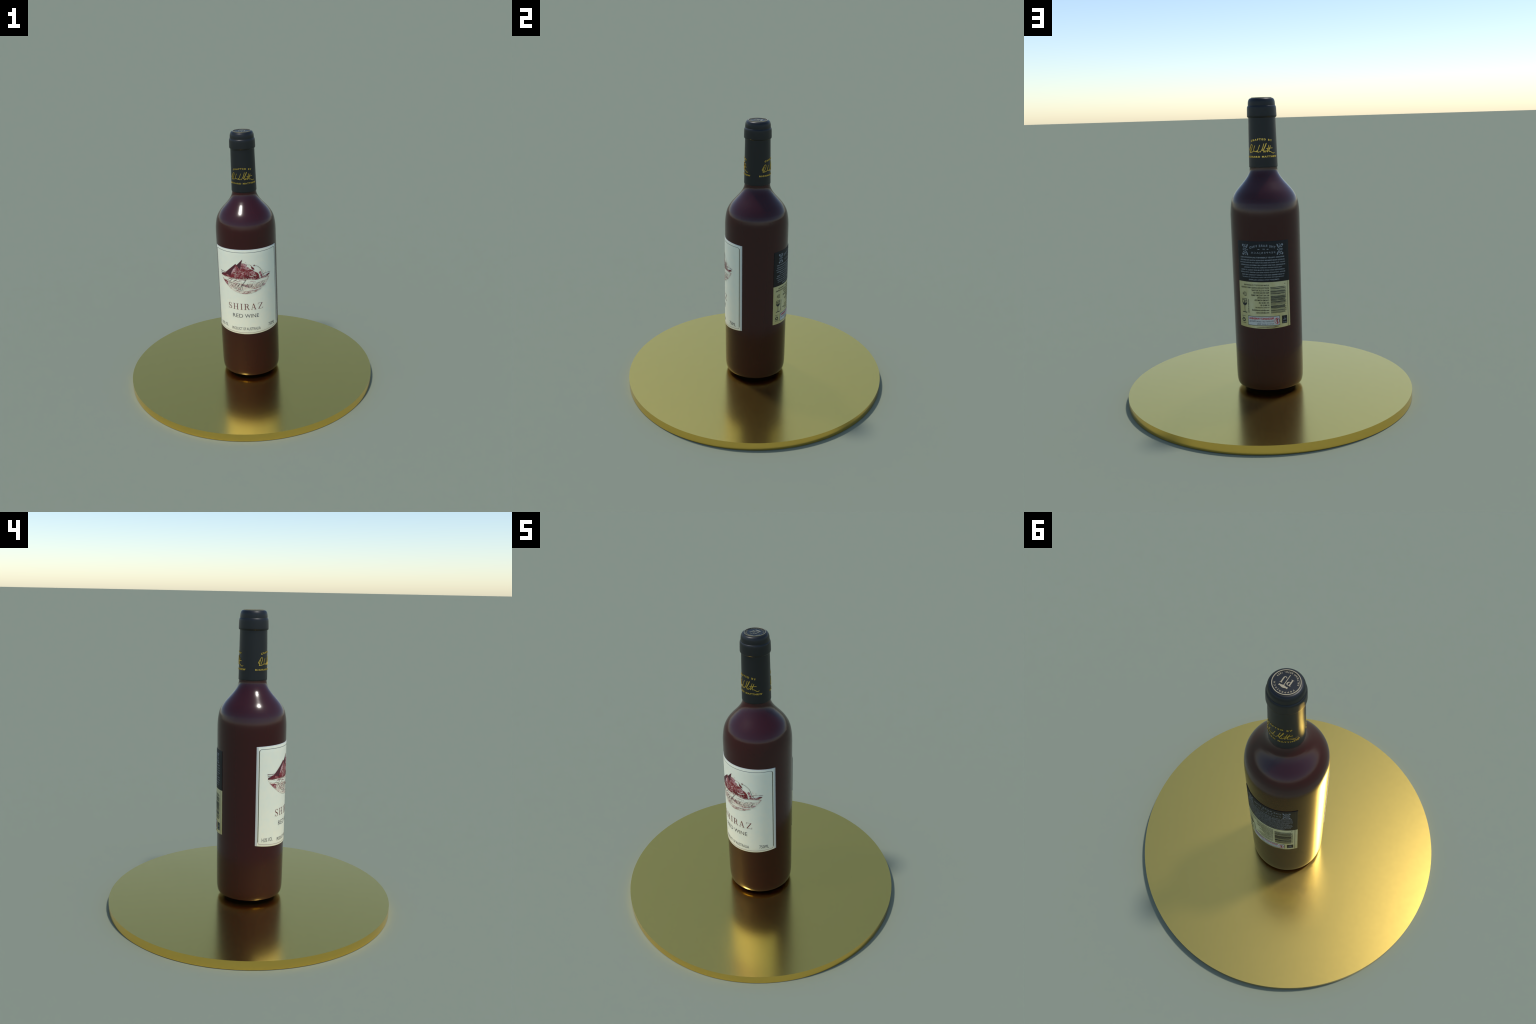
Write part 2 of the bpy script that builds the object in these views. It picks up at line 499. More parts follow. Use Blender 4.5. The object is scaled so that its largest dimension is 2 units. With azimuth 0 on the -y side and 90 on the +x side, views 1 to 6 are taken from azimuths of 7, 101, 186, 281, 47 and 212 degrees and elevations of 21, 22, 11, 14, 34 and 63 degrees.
# ---- engraving: a two-peaked mountain above fields inside a bowl-shaped frame
BOWL = curve_points([(-0.2171, 0.9310), (-0.2080, 0.9140), (-0.1958, 0.8960), (-0.1770, 0.8790), (-0.1525, 0.8580),
                     (-0.1104, 0.8285), (-0.0600, 0.8085), (-0.0071, 0.8010), (0.0589, 0.8105), (0.1173, 0.8345),
                     (0.1566, 0.8628), (0.1897, 0.9003), (0.2000, 0.9200)], 4)
SHORE = [(-0.2171, 0.9310), (-0.1800, 0.9290), (-0.1450, 0.9275), (-0.1099, 0.9245), (-0.0800, 0.9220), (-0.0573, 0.9200),
         (-0.0200, 0.9210), (0.0089, 0.9225), (0.0420, 0.9190), (0.0739, 0.9165), (0.1155, 0.9165)]

sh = Sheet()       # fields below the shore, pale and speckled
sh.poly(BOWL + [(0.1454, 0.9200), (0.1155, 0.9150)] + SHORE[::-1][1:-1])
front_art("field_engraving", sh, M_LIGHT)

sh = Sheet()       # quiet pale strips of water and road crossing the fields
rnd = random.Random(5)
sh.stroke([(-0.2070, 0.9170, 0.010), (-0.13, 0.9100, 0.016), (-0.05, 0.9060, 0.020), (0.05, 0.9020, 0.022), (0.13, 0.9030, 0.018),
           (0.180, 0.905, 0.008)], 0, 5)
sh.stroke([(-0.1000, 0.8350, 0.003), (-0.05, 0.8330, 0.006), (0.02, 0.8330, 0.007), (0.08, 0.8370, 0.006), (0.13, 0.848, 0.003)], 0, 5)
sh.stroke([(-0.06, 0.8880, 0.004), (0.0, 0.8900, 0.008), (0.06, 0.8870, 0.006), (0.1, 0.8870, 0.003)], 0, 5)
front_art("field_strip", sh, M_PAPER, lift=0.0009)

sh = Sheet()
sh.poly([(-0.1962, 0.8990), (-0.1650, 0.8990), (-0.1420, 0.8890), (-0.1480, 0.8700), (-0.1540, 0.8620), (-0.1760, 0.8790)])
front_art("field_shadow", sh, M_DENSE, lift=0.0011)
sh = Sheet()       # dark strokes in the fields
for a, b, w, z, dz in ((-0.145, -0.105, 0.0050, 0.916, -0.004), (-0.095, -0.060, 0.0040, 0.908, -0.003), (-0.072, -0.030, 0.0036, 0.904, -0.001),
                       (-0.020, 0.004, 0.0040, 0.9135, 0.001), (0.015, 0.078, 0.0030, 0.900, 0.001), (-0.052, -0.020, 0.0024, 0.9125, 0.0),
                       (0.060, 0.105, 0.0040, 0.9140, 0.0005), (-0.025, 0.010, 0.0034, 0.870, 0.001), (-0.004, 0.030, 0.0060, 0.862, -0.002),
                       (-0.080, -0.040, 0.0030, 0.826, -0.003), (0.020, 0.075, 0.0034, 0.826, 0.004), (0.070, 0.118, 0.0040, 0.829, 0.007),
                       (-0.030, 0.010, 0.0040, 0.808, 0.000), (0.130, 0.158, 0.0070, 0.8610, 0.006), (0.09, 0.125, 0.0030, 0.850, 0.004)):
    sh.stroke([(a, z - dz / 2, w * 0.4), ((a * 2 + b) / 3, z, w), ((a + b * 2) / 3, z + dz / 4, w), (b, z + dz, w * 0.4)], 0, 4)
front_art("field_shadow", sh, M_MID, lift=0.0011)

sh = Sheet()       # fine speckled band along the bottom of the bowl
sh.stroke([(-0.1050, 0.8280, 0.003), (-0.06, 0.8170, 0.010), (-0.01, 0.8100, 0.014), (0.04, 0.8135, 0.012), (0.085, 0.8250, 0.008),
           (0.120, 0.8400, 0.003)], 0, 5)
front_art("field_shadow", sh, M_LIGHT, lift=0.0016)

sh = Sheet()       # mountain face, broken red and pink
FACE = ([(-0.2143, 0.9340), (-0.1640, 0.9600), (-0.1400, 0.9760), (-0.0980, 1.0120), (-0.0721, 1.0420), (-0.0598, 1.0340), (-0.0300, 1.0500),
         (-0.0269, 1.0500), (-0.0080, 1.0490), (0.0178, 1.0385), (0.0120, 1.0300), (0.0090, 1.0255), (0.0128, 1.0235), (0.0250, 1.0190), (0.0330, 1.0080),
         (0.0420, 1.0010), (0.0560, 0.9960), (0.0697, 0.9816), (0.0830, 0.9745), (0.0962, 0.9658), (0.1040, 0.9500), (0.1085, 0.9350), (0.1155, 0.9165)]
        + SHORE[::-1][1:])
sh.poly(FACE)
front_art("mountain_engraving", sh, M_DENSE, lift=0.0007)

sh = Sheet()       # sunlit upper slopes
sh.poly([(-0.0290, 1.0470), (-0.0080, 1.0470), (0.0140, 1.0385), (0.0090, 1.0260), (0.0250, 1.0190), (0.0340, 1.0080), (0.0330, 0.9960),
         (0.0100, 1.0000), (-0.0100, 1.0090), (-0.0330, 1.0100)])
sh.poly([(-0.0900, 1.0060), (-0.0700, 1.0210), (-0.0620, 1.0000), (-0.0700, 0.9820), (-0.0980, 0.9700), (-0.1120, 0.9560), (-0.1060, 0.9760)])
sh.poly([(0.0300, 0.9800), (0.0560, 0.9880), (0.0780, 0.9680), (0.0700, 0.9560), (0.0480, 0.9560)])
front_art("mountain_light", sh, M_MID, lift=0.0012)

sh = Sheet()       # snow above the ridge, barely printed; hatched hill at the right
sh.poly([(-0.0180, 1.0790), (-0.0080, 1.0700), (0.0101, 1.0590), (0.0150, 1.0420), (-0.0060, 1.0500), (-0.0250, 1.0520)])
sh.poly([(0.1330, 0.9850), (0.1560, 0.9740), (0.1850, 0.9590), (0.1600, 0.9500), (0.1420, 0.9540)])
front_art("mountain_snow", sh, M_FAINT, lift=0.0007)
sh = Sheet()
sh.poly([(0.1040, 0.9680), (0.1170, 0.9780), (0.1260, 0.9650), (0.1340, 0.9440), (0.1300, 0.9330), (0.1160, 0.9350), (0.1140, 0.9500)])
sh.poly([(0.1155, 0.9165), (0.1200, 0.9300), (0.1450, 0.9320), (0.1700, 0.9280), (0.1800, 0.9210), (0.1454, 0.9180)])
front_art("hill_engraving", sh, M_MID, lift=0.0007)

sh = Sheet()       # solid shadow: left faces of both peaks, valley floor
sh.poly([(-0.1660, 0.9610), (-0.0721, 1.0434), (-0.0690, 1.0400), (-0.0780, 1.0270), (-0.0850, 1.0080), (-0.1000, 0.9900), (-0.1080, 0.9730), (-0.1190, 0.9560),
         (-0.1200, 0.9420), (-0.1560, 0.9500)])
sh.poly([(-0.0640, 1.0340), (-0.0180, 1.0812), (-0.0230, 1.0620), (-0.0295, 1.0450), (-0.0320, 1.0240), (-0.0400, 1.0060), (-0.0520, 1.0160)])
front_art("mountain_slope", sh, M_SLOPE, lift=0.0018)
sh = Sheet()
sh.poly([(-0.2143, 0.9335), (-0.1900, 0.9480), (-0.1640, 0.9600), (-0.1560, 0.9500), (-0.1650, 0.9380), (-0.1400, 0.9300), (-0.1800, 0.9275)])
sh.poly([(-0.0380, 0.9240), (-0.0250, 0.9330), (-0.0100, 0.9430), (0.0050, 0.9560), (0.0220, 0.9600), (0.0280, 0.9480), (0.0340, 0.9330), (0.0280, 0.9245), (0.0089, 0.9245)])
sh.poly([(-0.1250, 0.9300), (-0.1150, 0.9480), (-0.0950, 0.9500), (-0.0780, 0.9360), (-0.0800, 0.9240), (-0.1099, 0.9255)])
# bands of cloud shadow on the left, tree lines and rocks on the right
sh.stroke([(-0.2200, 0.9650, 0.0042), (-0.1950, 0.9640, 0.0030), (-0.1640, 0.9640, 0.0026)], 0, 4)
sh.stroke([(-0.2150, 0.9370, 0.0100), (-0.1950, 0.9395, 0.0150), (-0.1680, 0.9450, 0.0200)], 0, 4)
sh.stroke([(-0.2180, 0.9525, 0.0034), (-0.2020, 0.9500, 0.0030), (-0.1760, 0.9540, 0.0040)], 0, 4)
for a, b, w, z, dz in ((0.058, 0.105, 0.0060, 0.9340, -0.002), (0.036, 0.110, 0.0034, 0.9420, 0.001), (0.080, 0.112, 0.0050, 0.9250, -0.001),
                       (0.118, 0.140, 0.0040, 0.9420, 0.0), (0.145, 0.175, 0.0018, 0.9535, 0.0), (0.178, 0.210, 0.0026, 0.9520, -0.002),
                       (0.138, 0.150, 0.0040, 0.9485, 0.0), (0.148, 0.178, 0.0034, 0.9240, -0.003), (0.120, 0.136, 0.0030, 0.9310, 0.0),
                       (0.165, 0.198, 0.0075, 0.9330, 0.001), (0.176, 0.203, 0.0080, 0.9370, 0.002)):
    sh.stroke([(a, z - dz / 2, w * 0.35), ((a * 2 + b) / 3, z, w), ((a + b * 2) / 3, z + dz / 4, w), (b, z + dz, w * 0.5)], 0, 4)
# leaf-shaped cloud, curved stem with a bud
sh.stroke([(0.0425, 1.0370, 0.0022), (0.0470, 1.0270, 0.0026), (0.0490, 1.0200, 0.0070), (0.0550, 1.0110, 0.0135), (0.0625, 1.0035, 0.0125), (0.0705, 0.9975, 0.0010)], 0, 5)
sh.poly([(0.0600, 1.0280), (0.0720, 1.0370), (0.0760, 1.0260)])
front_art("mountain_shadow", sh, M_SOLID, lift=0.0018)

sh = Sheet()
STEM = [(0.0640, 1.0285), (0.0800, 1.0270), (0.0950, 1.0205), (0.1080, 1.0100), (0.1180, 0.9985), (0.1250, 0.9850), (0.1300, 0.9680), (0.1345, 0.9530),
        (0.1420, 0.9400), (0.1510, 0.9285)]
sh.stroke(STEM, 0.0019, 5)
front_art("stem_line", sh, M_INK, lift=0.0022)
sh = Sheet()       # pale path and stem edge cut through the print
sh.stroke([(s - 0.0035, z - 0.001) for s, z in STEM[4:]], 0.0036, 5)
sh.stroke([(0.0940, 0.9690, 0.004), (0.1040, 0.9580, 0.005), (0.1090, 0.9430, 0.0045), (0.1100, 0.9320, 0.005), (0.1109, 0.9215, 0.004)], 0, 5)
sh.stroke([(0.0300, 0.9480, 0.003), (0.0480, 0.9450, 0.0045), (0.0700, 0.9480, 0.0035), (0.0850, 0.9500, 0.003)], 0, 5)
front_art("pale_path", sh, M_PAPER, lift=0.0023)

# ---- fine broken hatching: short level flecks of ink and of bare paper
def in_bowl(s, z):
    return z > 0.806 + 0.115 * (abs(s + 0.004) / 0.2) ** 2.1 + 0.004 and z < 0.912 - 0.002 * math.cos(s * 30)


rnd = random.Random(21)
ink, bare = Sheet(), Sheet()
for k in range(190):
    s, z = rnd.uniform(-0.19, 0.185), rnd.uniform(0.806, 0.912)
    if not in_bowl(s, z):
        continue
    L, w = rnd.uniform(0.004, 0.016), rnd.uniform(0.0008, 0.0022)
    tilt = 0.10 * s / 0.2 + rnd.uniform(-0.06, 0.06)
    (ink if rnd.random() < (0.62 if z < 0.875 else 0.30) else bare).stroke(
        [(s - L / 2, z - tilt * L / 2, w * 0.4), (s, z + rnd.uniform(-0.0006, 0.0006), w), (s + L / 2, z + tilt * L / 2, w * 0.4)], 0, 3)
for k in range(90):                      # ragged shore and rocky ground at the right
    s = rnd.uniform(-0.17, 0.19)
    z = 0.9215 + rnd.uniform(-0.006, 0.009) + (0.004 if s > 0.12 else 0)
    L, w = rnd.uniform(0.003, 0.013), rnd.uniform(0.0010, 0.0026)
    (ink if s > 0.11 or rnd.random() < 0.3 else bare).stroke([(s - L / 2, z, w * 0.3), (s, z + 0.0004, w), (s + L / 2, z, w * 0.3)], 0, 3)
for k in range(46):                      # flecks of light on the slopes, small rocks along the ridge
    s, z = rnd.uniform(-0.10, 0.09), rnd.uniform(0.932, 0.990)
    L = rnd.uniform(0.002, 0.007)
    bare.stroke([(s - L, z - L * 0.5, 0.0005), (s, z, 0.0016), (s + L * 0.6, z + L * 0.5, 0.0005)], 0, 3)
for k in range(7):
    s = 0.020 + 0.0036 * k
    z = 1.0395 - 0.0006 * k + rnd.uniform(-0.003, 0.003)
    ink.stroke([(s, z, 0.0008), (s + 0.0015, z + 0.001, 0.0018), (s + 0.0028, z - 0.001, 0.0008)], 0, 3)
front_art("hatching", ink, M_SOLID, lift=0.0021)
front_art("hatching", bare, M_PAPER, lift=0.0020)

# ---- handwritten name across the fields
SCRIPT = [
    [(-0.0945, 0.9336), (-0.1080, 0.9170), (-0.1200, 0.9010), (-0.1330, 0.8800), (-0.1430, 0.8660), (-0.1526, 0.8580)],
    [(-0.1560, 0.9040), (-0.1500, 0.9065), (-0.1420, 0.9060), (-0.1330, 0.9000), (-0.1230, 0.8880), (-0.1080, 0.8680), (-0.0960, 0.8520), (-0.0850, 0.8430),
     (-0.0752, 0.8409), (-0.0660, 0.8425)],
    [(-0.1190, 0.8860), (-0.1050, 0.8910), (-0.0900, 0.9000), (-0.0760, 0.9120), (-0.0660, 0.9230), (-0.0590, 0.9333)],
    [(-0.0430, 0.8860), (-0.0560, 0.8900), (-0.0700, 0.8810), (-0.0810, 0.8680), (-0.0839, 0.8574), (-0.0770, 0.8520), (-0.0660, 0.8590), (-0.0540, 0.8730),
     (-0.0454, 0.8851), (-0.0530, 0.8680), (-0.0550, 0.8570), (-0.0480, 0.8555), (-0.0400, 0.8620)],
    [(-0.0400, 0.8620), (-0.0300, 0.8720), (-0.0180, 0.8880), (-0.0060, 0.9050), (0.0020, 0.9170), (0.0043, 0.9192), (0.0010, 0.9090), (-0.0120, 0.8920),
     (-0.0250, 0.8740), (-0.0360, 0.8560), (-0.0420, 0.8400), (-0.0400, 0.8300), (-0.0324, 0.8281), (-0.0260, 0.8400), (-0.0250, 0.8540), (-0.0310, 0.8680),
     (-0.0150, 0.8700), (0.0000, 0.8640)],
    [(0.0000, 0.8640), (0.0090, 0.8760), (0.0116, 0.8862), (0.0150, 0.8790), (0.0230, 0.8790), (0.0200, 0.8660), (0.0190, 0.8570), (0.0270, 0.8560), (0.0380, 0.8660)],
    [(0.0380, 0.8660), (0.0500, 0.8790), (0.0460, 0.8680), (0.0450, 0.8580), (0.0540, 0.8570), (0.0660, 0.8660)],
    [(0.0600, 0.8900), (0.0640, 0.8935)],
    [(0.1020, 0.8800), (0.1050, 0.8860), (0.0980, 0.8880), (0.0860, 0.8800), (0.0770, 0.8680), (0.0762, 0.8590), (0.0840, 0.8555), (0.0960, 0.8610), (0.1060, 0.8690)],
    [(0.1450, 0.8800), (0.1495, 0.8880), (0.1400, 0.8910), (0.1250, 0.8830), (0.1120, 0.8730), (0.1080, 0.8620), (0.1150, 0.8570), (0.1250, 0.8640), (0.1350, 0.8760),
     (0.1400, 0.8830), (0.1330, 0.8680), (0.1302, 0.8580), (0.1380, 0.8570), (0.1450, 0.8620)],
]
sh = Sheet()
for st in SCRIPT:
    sh.stroke(st, 0.0018, 5)
front_art("handwritten_name", sh, M_INK, lift=0.0024)

# ---- title in serif capitals, drawn stroke by stroke in a unit-high em
def serif(sheet, letter, x0, z0, x1, z1):
    W, H = x1 - x0, z1 - z0
    def pt(x, y, w=None):
        return (x0 + x * W, z0 + y * H) if w is None else (x0 + x * W, z0 + y * H, w)
    thick, thin, foot = 0.0060, 0.0019, 0.0018
    def stem(x, y0=0.0, y1=1.0, w=thick):
        sheet.stroke([pt(x, y0), pt(x, y1)], w, 1)
    def bar(xa, xb, y, w=foot):
        sheet.stroke([pt(xa, y), pt(xb, y)], w, 1)
    if letter == "S":
        sheet.stroke([pt(0.93, 0.70, 0.0012), pt(0.86, 0.86, 0.0020), pt(0.66, 0.97, 0.0022), pt(0.40, 0.98, 0.0026), pt(0.16, 0.88, 0.0042), pt(0.12, 0.72, 0.0054),
                      pt(0.30, 0.58, 0.0066), pt(0.62, 0.46, 0.0068), pt(0.86, 0.32, 0.0058), pt(0.86, 0.14, 0.0044), pt(0.62, 0.03, 0.0026),
                      pt(0.34, 0.03, 0.0022), pt(0.12, 0.15, 0.0020), pt(0.05, 0.34, 0.0012)], 0, 4)
        sheet.stroke([pt(0.93, 0.68), pt(0.90, 0.97)], 0.0016, 1)
        sheet.stroke([pt(0.06, 0.32), pt(0.03, 0.02)], 0.0016, 1)
    if letter == "H":
        for x in (0.21, 0.79):
            stem(x)
            bar(x - 0.21, x + 0.21, 0.02)
            bar(x - 0.21, x + 0.21, 0.98)
        bar(0.21, 0.79, 0.50, thin)
    if letter == "I":
        stem(0.5)
        bar(0, 1, 0.02)
        bar(0, 1, 0.98)
    if letter == "R":
        stem(0.24)
        bar(0.02, 0.44, 0.02)
        bar(0.02, 0.40, 0.98)
        sheet.stroke([pt(0.24, 0.975, 0.0018), pt(0.50, 0.965, 0.0022), pt(0.70, 0.88, 0.0046), pt(0.74, 0.74, 0.0056), pt(0.68, 0.60, 0.0046), pt(0.50, 0.52, 0.0022),
                      pt(0.24, 0.51, 0.0018)], 0, 5)
        sheet.stroke([pt(0.50, 0.52, 0.0040), pt(0.62, 0.42, 0.0056), pt(0.72, 0.22, 0.0058), pt(0.82, 0.06, 0.0048), pt(0.98, 0.02, 0.0018)], 0, 4)
    if letter == "A":
        sheet.stroke([pt(0.50, 0.99), pt(0.80, 0.02)], thick, 1)
        sheet.stroke([pt(0.49, 0.99), pt(0.16, 0.02)], thin, 1)
        bar(0.28, 0.68, 0.33, thin)
        bar(0.0, 0.32, 0.02)
        bar(0.62, 1.0, 0.02)
    if letter == "Z":
        sheet.stroke([pt(0.84, 0.97), pt(0.14, 0.03)], thick, 1)
        bar(0.08, 0.90, 0.98)
        bar(0.08, 0.92, 0.02)
        sheet.stroke([pt(0.07, 0.99, 0.0026), pt(0.03, 0.72, 0.0010)], 0, 1)
        sheet.stroke([pt(0.92, 0.01, 0.0030), pt(0.99, 0.30, 0.0010)], 0, 1)


sh = Sheet()
for letter, a, b in (("S", -0.1500, -0.1185), ("H", -0.1080, -0.0615), ("I", -0.0485, -0.0310), ("R", -0.0205, 0.0230),
                     ("A", 0.0310, 0.0755), ("Z", 0.0870, 0.1295)):
    serif(sh, letter, a, 0.6695, b, 0.7188)
front_art("title_lettering", sh, M_TITLE)

sh = Sheet()
sh.text("RED", -0.1150, 0.6018, -0.0300, 0.6325)
sh.text("WINE", -0.0160, 0.6018, 0.0930, 0.6325)
front_art("subtitle_lettering", sh, M_GREY)
sh = Sheet()
sh.text("14.0% VOL", -0.2520, 0.5055, -0.1680, 0.5325, bow=-0.002)
sh.text("PRODUCT OF", -0.1260, 0.4950, -0.0110, 0.5190)
sh.text("AUSTRALIA", -0.0070, 0.4950, 0.1030, 0.5190)
sh.text("750ML", 0.1760, 0.5040, 0.2430, 0.5305)
front_art("small_lettering", sh, M_GREY)

# ---- back label; its print runs in mirror writing, so boxes go from right to left
RB, AB = 0.2320, 180.5
BS0, BS1 = -0.1827, 0.1820
SPLIT = 0.8300
back = add("back_label", label_mesh(BS0, BS1, lambda s: 0.5190 + 0.0065 * (s / 0.182) ** 2, lambda s: 1.0965 - 0.0005 * (s / 0.182) ** 2,
                                    AB, RB, 0.2265, 0.0060, 0.0040, 0.0012, SPLIT, 48, 16),
           [M_BACK_BLACK, M_BACK_TAN], bottle, angle=40)


def back_art(name, sheet, mat, lift=0.0005, step=0.02):
    if step:
        sheet.cut(step)
    return add(name, sheet.wrap(RB, AB, RB, lift), mat, back, smooth=False)


def mirrored(sh, words, right, left, z0, z1, **kw):
    sh.text(words, right, z0, left, z1, **kw)


sh = Sheet()
mirrored(sh, "THE RARE FIND", 0.0895, -0.0835, 1.0618, 1.0768, bold=0.012, spacing=1.25, bow=0.0145)
mirrored(sh, "BY", 0.0170, 0.0030, 1.0420, 1.0502, bold=0.02)
for a, b in ((-0.0290, -0.0160), (0.0300, 0.0430)):
    sh.stroke([(a, 1.0458, 0.0020), ((a + b) / 2, 1.0458, 0.0050), (b, 1.0458, 0.0030)], 0, 3)
mirrored(sh, "PEPPERJACK", 0.0850, -0.0745, 1.0140, 1.0290, bold=0.010, spacing=1.5)
back_art("back_heading", sh, M_BACK_HEAD, step=0)

sh = Sheet()       # two scrolled ornaments, each a pair of mirrored halves
for cx, k in ((-0.1160, -1), (0.1165, 1)):
    for v in (1, -1):
        def q(a, b, w):
            return (cx + k * a, 1.0418 + v * b, w)
        sh.stroke([q(0.020, 0.0035, 0.0026), q(0.006, 0.0040, 0.0030), q(-0.006, 0.0090, 0.0034), q(-0.012, 0.0180, 0.0060), q(-0.0165, 0.0300, 0.0086),
                   q(-0.020, 0.0360, 0.0010)], 0, 5)
        sh.stroke([q(-0.006, 0.0350, 0.0020), q(0.002, 0.0320, 0.0034), q(0.006, 0.0240, 0.0036), q(0.003, 0.0170, 0.0034), q(-0.003, 0.0170, 0.0034),
                   q(-0.004, 0.0220, 0.0034), q(0.000, 0.0240, 0.0030)], 0, 5)
        sh.stroke([q(0.012, 0.0330, 0.006), q(0.0170, 0.0300, 0.012), q(0.0200, 0.0260, 0.009), q(0.0170, 0.0220, 0.003)], 0, 4)
        sh.stroke([q(0.008, 0.0120, 0.0030), q(0.012, 0.0160, 0.0060), q(0.0180, 0.0150, 0.0020)], 0, 4)
    sh.stroke([(cx - k * 0.0155 - 0.004, 1.0418, 0.0010), (cx - k * 0.0155, 1.0418, 0.0085), (cx - k * 0.0155 + 0.004, 1.0418, 0.0010)], 0, 3)
    sh.stroke([(cx - k * 0.0055 - 0.003, 1.0418, 0.0012), (cx - k * 0.0055, 1.0418, 0.0055), (cx - k * 0.0055 + 0.003, 1.0418, 0.0012)], 0, 3)
    sh.stroke([(cx + k * 0.0165 - 0.002, 1.0418, 0.0014), (cx + k * 0.0165, 1.0418, 0.0040), (cx + k * 0.0165 + 0.002, 1.0418, 0.0014)], 0, 3)
back_art("scroll_ornament", sh, M_BACK_HEAD, step=0)

STORY = [("BAROSSA VALLEY CABERNET SAUVIGNON 2021", 0.1465, -0.1558, 0.9920, 0.0086),
         ("SOURCED FROM PREMIUM VINEYARDS WITHIN THE BAROSSA", 0.1490, -0.1581, 0.9740, 0.0078),
         ("VALLEY, THIS WINE HAS BEEN MATURED FOR FIFTEEN MONTHS", 0.1528, -0.1621, 0.9578, 0.0078),
         ("IN SEASONED AND NEW FRENCH AND AMERICAN OAK BARRELS.", 0.1523, -0.1588, 0.9418, 0.0078),
         ("THE WINE SHOWS AROMAS OF BLACK CHERRIES,", 0.1300, -0.1302, 0.9258, 0.0078),
         ("INTERWOVEN WITH HINTS OF PLUM AND VANILLA. IT OFFERS", 0.1469, -0.1541, 0.9100, 0.0078),
         ("MUSCLE. THE PALATE IS RICH AND FULL BODIED, WITH LAYERS", 0.1507, -0.1593, 0.8940, 0.0078),
         ("OF DARK BERRIES AND SPICY CHARRY TANNINS. THIS WINE", 0.1450, -0.1486, 0.8778, 0.0078),
         ("CAN BE ENJOYED NOW BUT WILL CONTINUE TO DEVELOP", 0.1420, -0.1463, 0.8618, 0.0078),
         ("COMPLEXITY WITH CAREFUL CELLARING.", 0.1067, -0.0977, 0.8456, 0.0078)]
sh = Sheet()
for words, a, b, z, h in STORY:
    mirrored(sh, words, a, b, z - h / 2, z + h / 2, bold=0.010)
back_art("back_story_lettering", sh, M_BACK_INK, step=0)

ADDRESS = [("SALTRAM WINE ESTATES PTY LTD, BAROSSA ROAD", -0.1373), ("ANGASTON SA 5353 AUSTRALIA. WINE OF AUSTRALIA", -0.1621),
           ("MADE IN OUR CELLAR TRADITIONALLY", -0.0811), ("FINED WITH EGG WHITE AND", -0.0672), ("MILK AND TRACES MAY REMAIN", -0.0825),
           ("CONTAINS SULPHITES", -0.0407), ("CONSUMER INFORMATION", -0.0598), ("AUS: 1300 651 650", -0.0314), ("NZ: 0800 651 650", -0.0216),
           ("For stockists and enquiries visit", -0.0555), ("www.cellardoor.com.au/drinkwell", -0.0801), ("www.cellardoor.com.au", -0.0506)]
sh = Sheet()
for i, (words, left) in enumerate(ADDRESS):
    z = 0.8085 - 0.01645 * i
    mirrored(sh, words, 0.0388 - 0.00035 * i, left, z - 0.0056, z + 0.0056, bold=0.02)
back_art("back_small_lettering", sh, M_BACK_DARK, step=0)

sh = Sheet()       # barcode: level bars of random width, digits beside it
rnd = random.Random(11)
z = 0.7965
while z > 0.6240:
    w = rnd.choice((0.0014, 0.0014, 0.0028, 0.0042))
    sh.rect(0.0464, max(z - w, 0.6225), 0.1440 if rnd.random() < 0.9 else 0.149, z)
    z -= w + rnd.choice((0.0014, 0.0014, 0.0028, 0.0042))
back_art("barcode_bars", sh, M_SEAM)
sh = Sheet()
sh.text("310408 001142", 0.1530, 0.7930, 0.1450, 0.6330, turn=True)
sh.text("9", 0.1500, 0.8165, 0.1430, 0.8085, turn=True)
# wine-glass pictogram
sh.stroke([(-0.1563, 0.7135), (-0.1177, 0.7135)], 0.0030, 1)
sh.stroke([(-0.1555, 0.7040), (-0.1185, 0.7040)], 0.0036, 1)
for k in (-1, 1):
    sh.stroke([(-0.1370 + k * 0.0178, 0.7140, 0.0026), (-0.1370 + k * 0.0183, 0.6960, 0.0040), (-0.1370 + k * 0.0150, 0.6830, 0.0070), (-0.1370 + k * 0.0060, 0.6720, 0.0080)], 0, 4)
sh.poly([(-0.1530, 0.6850), (-0.1490, 0.6760), (-0.1430, 0.6690), (-0.1370, 0.6660), (-0.1310, 0.6690), (-0.1250, 0.6760), (-0.1210, 0.6850)])
sh.stroke([(-0.1400, 0.7000), (-0.1400, 0.6850)], 0.0060, 1)
sh.stroke([(-0.1330, 0.7000), (-0.1300, 0.6850)], 0.0030, 1)
sh.stroke([(-0.1370, 0.6680), (-0.1372, 0.6250)], 0.0030, 1)
sh.stroke([(-0.1565, 0.6240), (-0.1190, 0.6230)], 0.0048, 1)
sh.text("standard drinks", -0.1020, 0.7130, -0.1095, 0.6220, turn=True, bold=0.02)
sh.text("8.2", -0.1200, 0.7330, -0.1320, 0.7610)
sh.text("Ju", -0.1340, 0.7330, -0.1500, 0.7640)
# recycling triangle
TRI = [(-0.1490, 0.5900), (-0.1650, 0.5640), (-0.1330, 0.5620)]
for i in range(3):
    (ax, az_), (bx, bz) = TRI[i], TRI[(i + 1) % 3]
    sh.stroke([(ax + (bx - ax) * 0.12, az_ + (bz - az_) * 0.12, 0.0050), (ax + (bx - ax) * 0.55, az_ + (bz - az_) * 0.55, 0.0062),
               (ax + (bx - ax) * 0.62, az_ + (bz - az_) * 0.62, 0.0090), (ax + (bx - ax) * 0.86, az_ + (bz - az_) * 0.86, 0.0020)], 0, 3)
sh.text("glass", -0.1330, 0.5945, -0.1640, 0.6005, bold=0.02)
sh.text("10 c", -0.1320, 0.5475, -0.1630, 0.5535, bold=0.02)
back_art("back_pictograms", sh, M_SEAM, step=0.01)

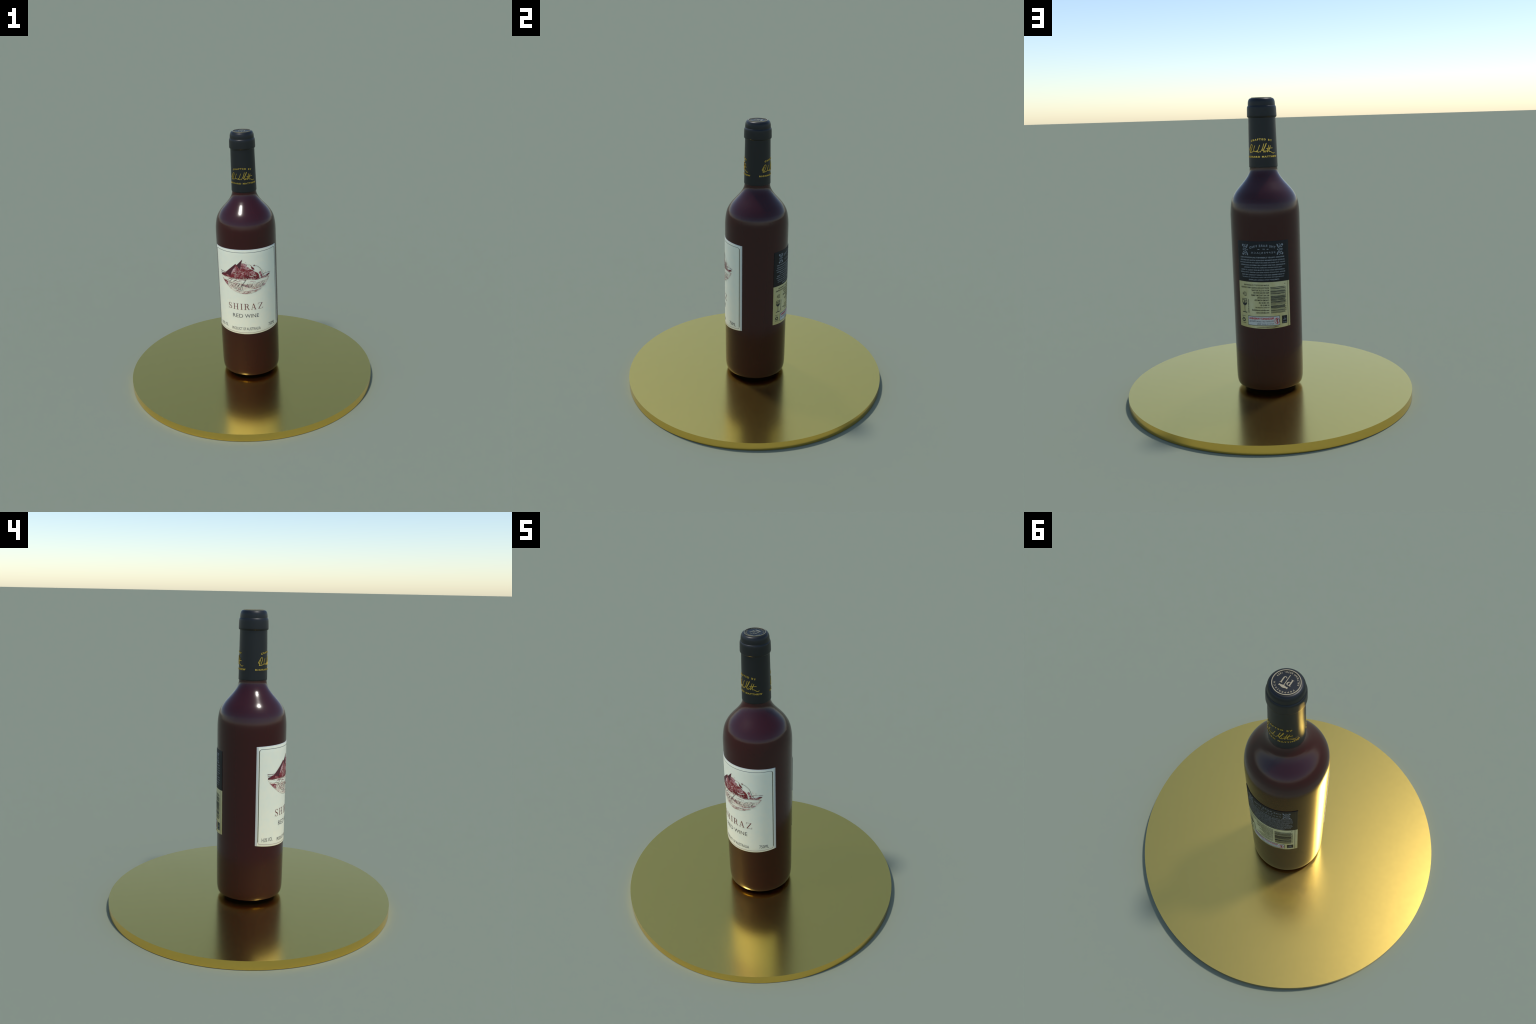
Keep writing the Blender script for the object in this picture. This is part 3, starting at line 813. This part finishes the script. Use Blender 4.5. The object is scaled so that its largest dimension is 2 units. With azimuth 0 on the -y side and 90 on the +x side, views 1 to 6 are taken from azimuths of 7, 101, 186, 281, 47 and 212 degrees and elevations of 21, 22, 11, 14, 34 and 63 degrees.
# pregnancy notice: framed white panel, red heading, grey text, barred circle
sh = Sheet()
sh.rect(-0.1135, 0.5390, 0.1040, 0.6020)
back_art("notice_frame", sh, M_SEAM, lift=0.0004)
sh = Sheet()
sh.rect(-0.1105, 0.5420, 0.1010, 0.5992)
back_art("notice_panel", sh, M_NOTICE, lift=0.0010)
sh = Sheet()
mirrored(sh, "PREGNANCY WARNING", 0.0640, -0.1030, 0.5795, 0.5940, bold=0.03)
sh.stroke([(0.0840 + 0.0150 * math.cos(TAU * k / 24), 0.5690 + 0.0195 * math.sin(TAU * k / 24)) for k in range(25)], 0.0030, 1)
sh.stroke([(0.0800, 0.5870), (0.0870, 0.5510)], 0.0050, 1)
back_art("notice_heading", sh, M_NOTICE_RED, lift=0.0018)
sh = Sheet()
mirrored(sh, "Alcohol can cause lifelong", 0.0625, -0.1025, 0.5592, 0.5752, bold=0.0)
mirrored(sh, "harm to your baby", 0.0630, -0.0495, 0.5432, 0.5572, bold=0.0)
sh.stroke([(0.0860, 0.5830, 0.005), (0.0880, 0.5770, 0.008), (0.0830, 0.5680, 0.009), (0.0880, 0.5600, 0.006), (0.0830, 0.5540, 0.004)], 0, 3)
back_art("notice_lettering", sh, M_GREY, lift=0.0014)
sh = Sheet()       # black square with faint writing
sh.rect(0.1187, 0.5464, 0.1562, 0.5992)
back_art("deposit_mark", sh, M_BACK_BLACK)
sh = Sheet()
mirrored(sh, "10c", 0.1480, 0.1270, 0.5680, 0.5800)
mirrored(sh, "REFUND", 0.1510, 0.1240, 0.5520, 0.5580)
mirrored(sh, "AT", 0.1420, 0.1320, 0.5840, 0.5890)
back_art("deposit_mark_lettering", sh, M_BACK_INK, lift=0.0010, step=0)
# crease near the right edge, browned stripe low on the label
sh = Sheet()
sh.rect(0.1646, 0.5245, 0.1666, SPLIT - 0.0005)
back_art("label_crease", sh, M_SEAM)
sh = Sheet()
sh.rect(0.1650, SPLIT + 0.0005, 0.1664, 1.0915)
back_art("label_crease", sh, M_SEAM)
sh = Sheet()
sh.stroke([(-0.0500, 0.5285, 0.0020), (0.0, 0.5288, 0.0090), (0.0600, 0.5300, 0.0120), (0.0950, 0.5320, 0.0040)], 0, 5)
back_art("browned_stripe", sh, M_BROWN)

# small pieces that nobody would count one by one
for ob in bpy.data.objects:
    if ob.type == "MESH" and ob.name.split(".")[0] in ("hatching", "field_shadow", "back_story_lettering", "back_small_lettering", "barcode_bars"):
        ob["kind"] = "stuff"
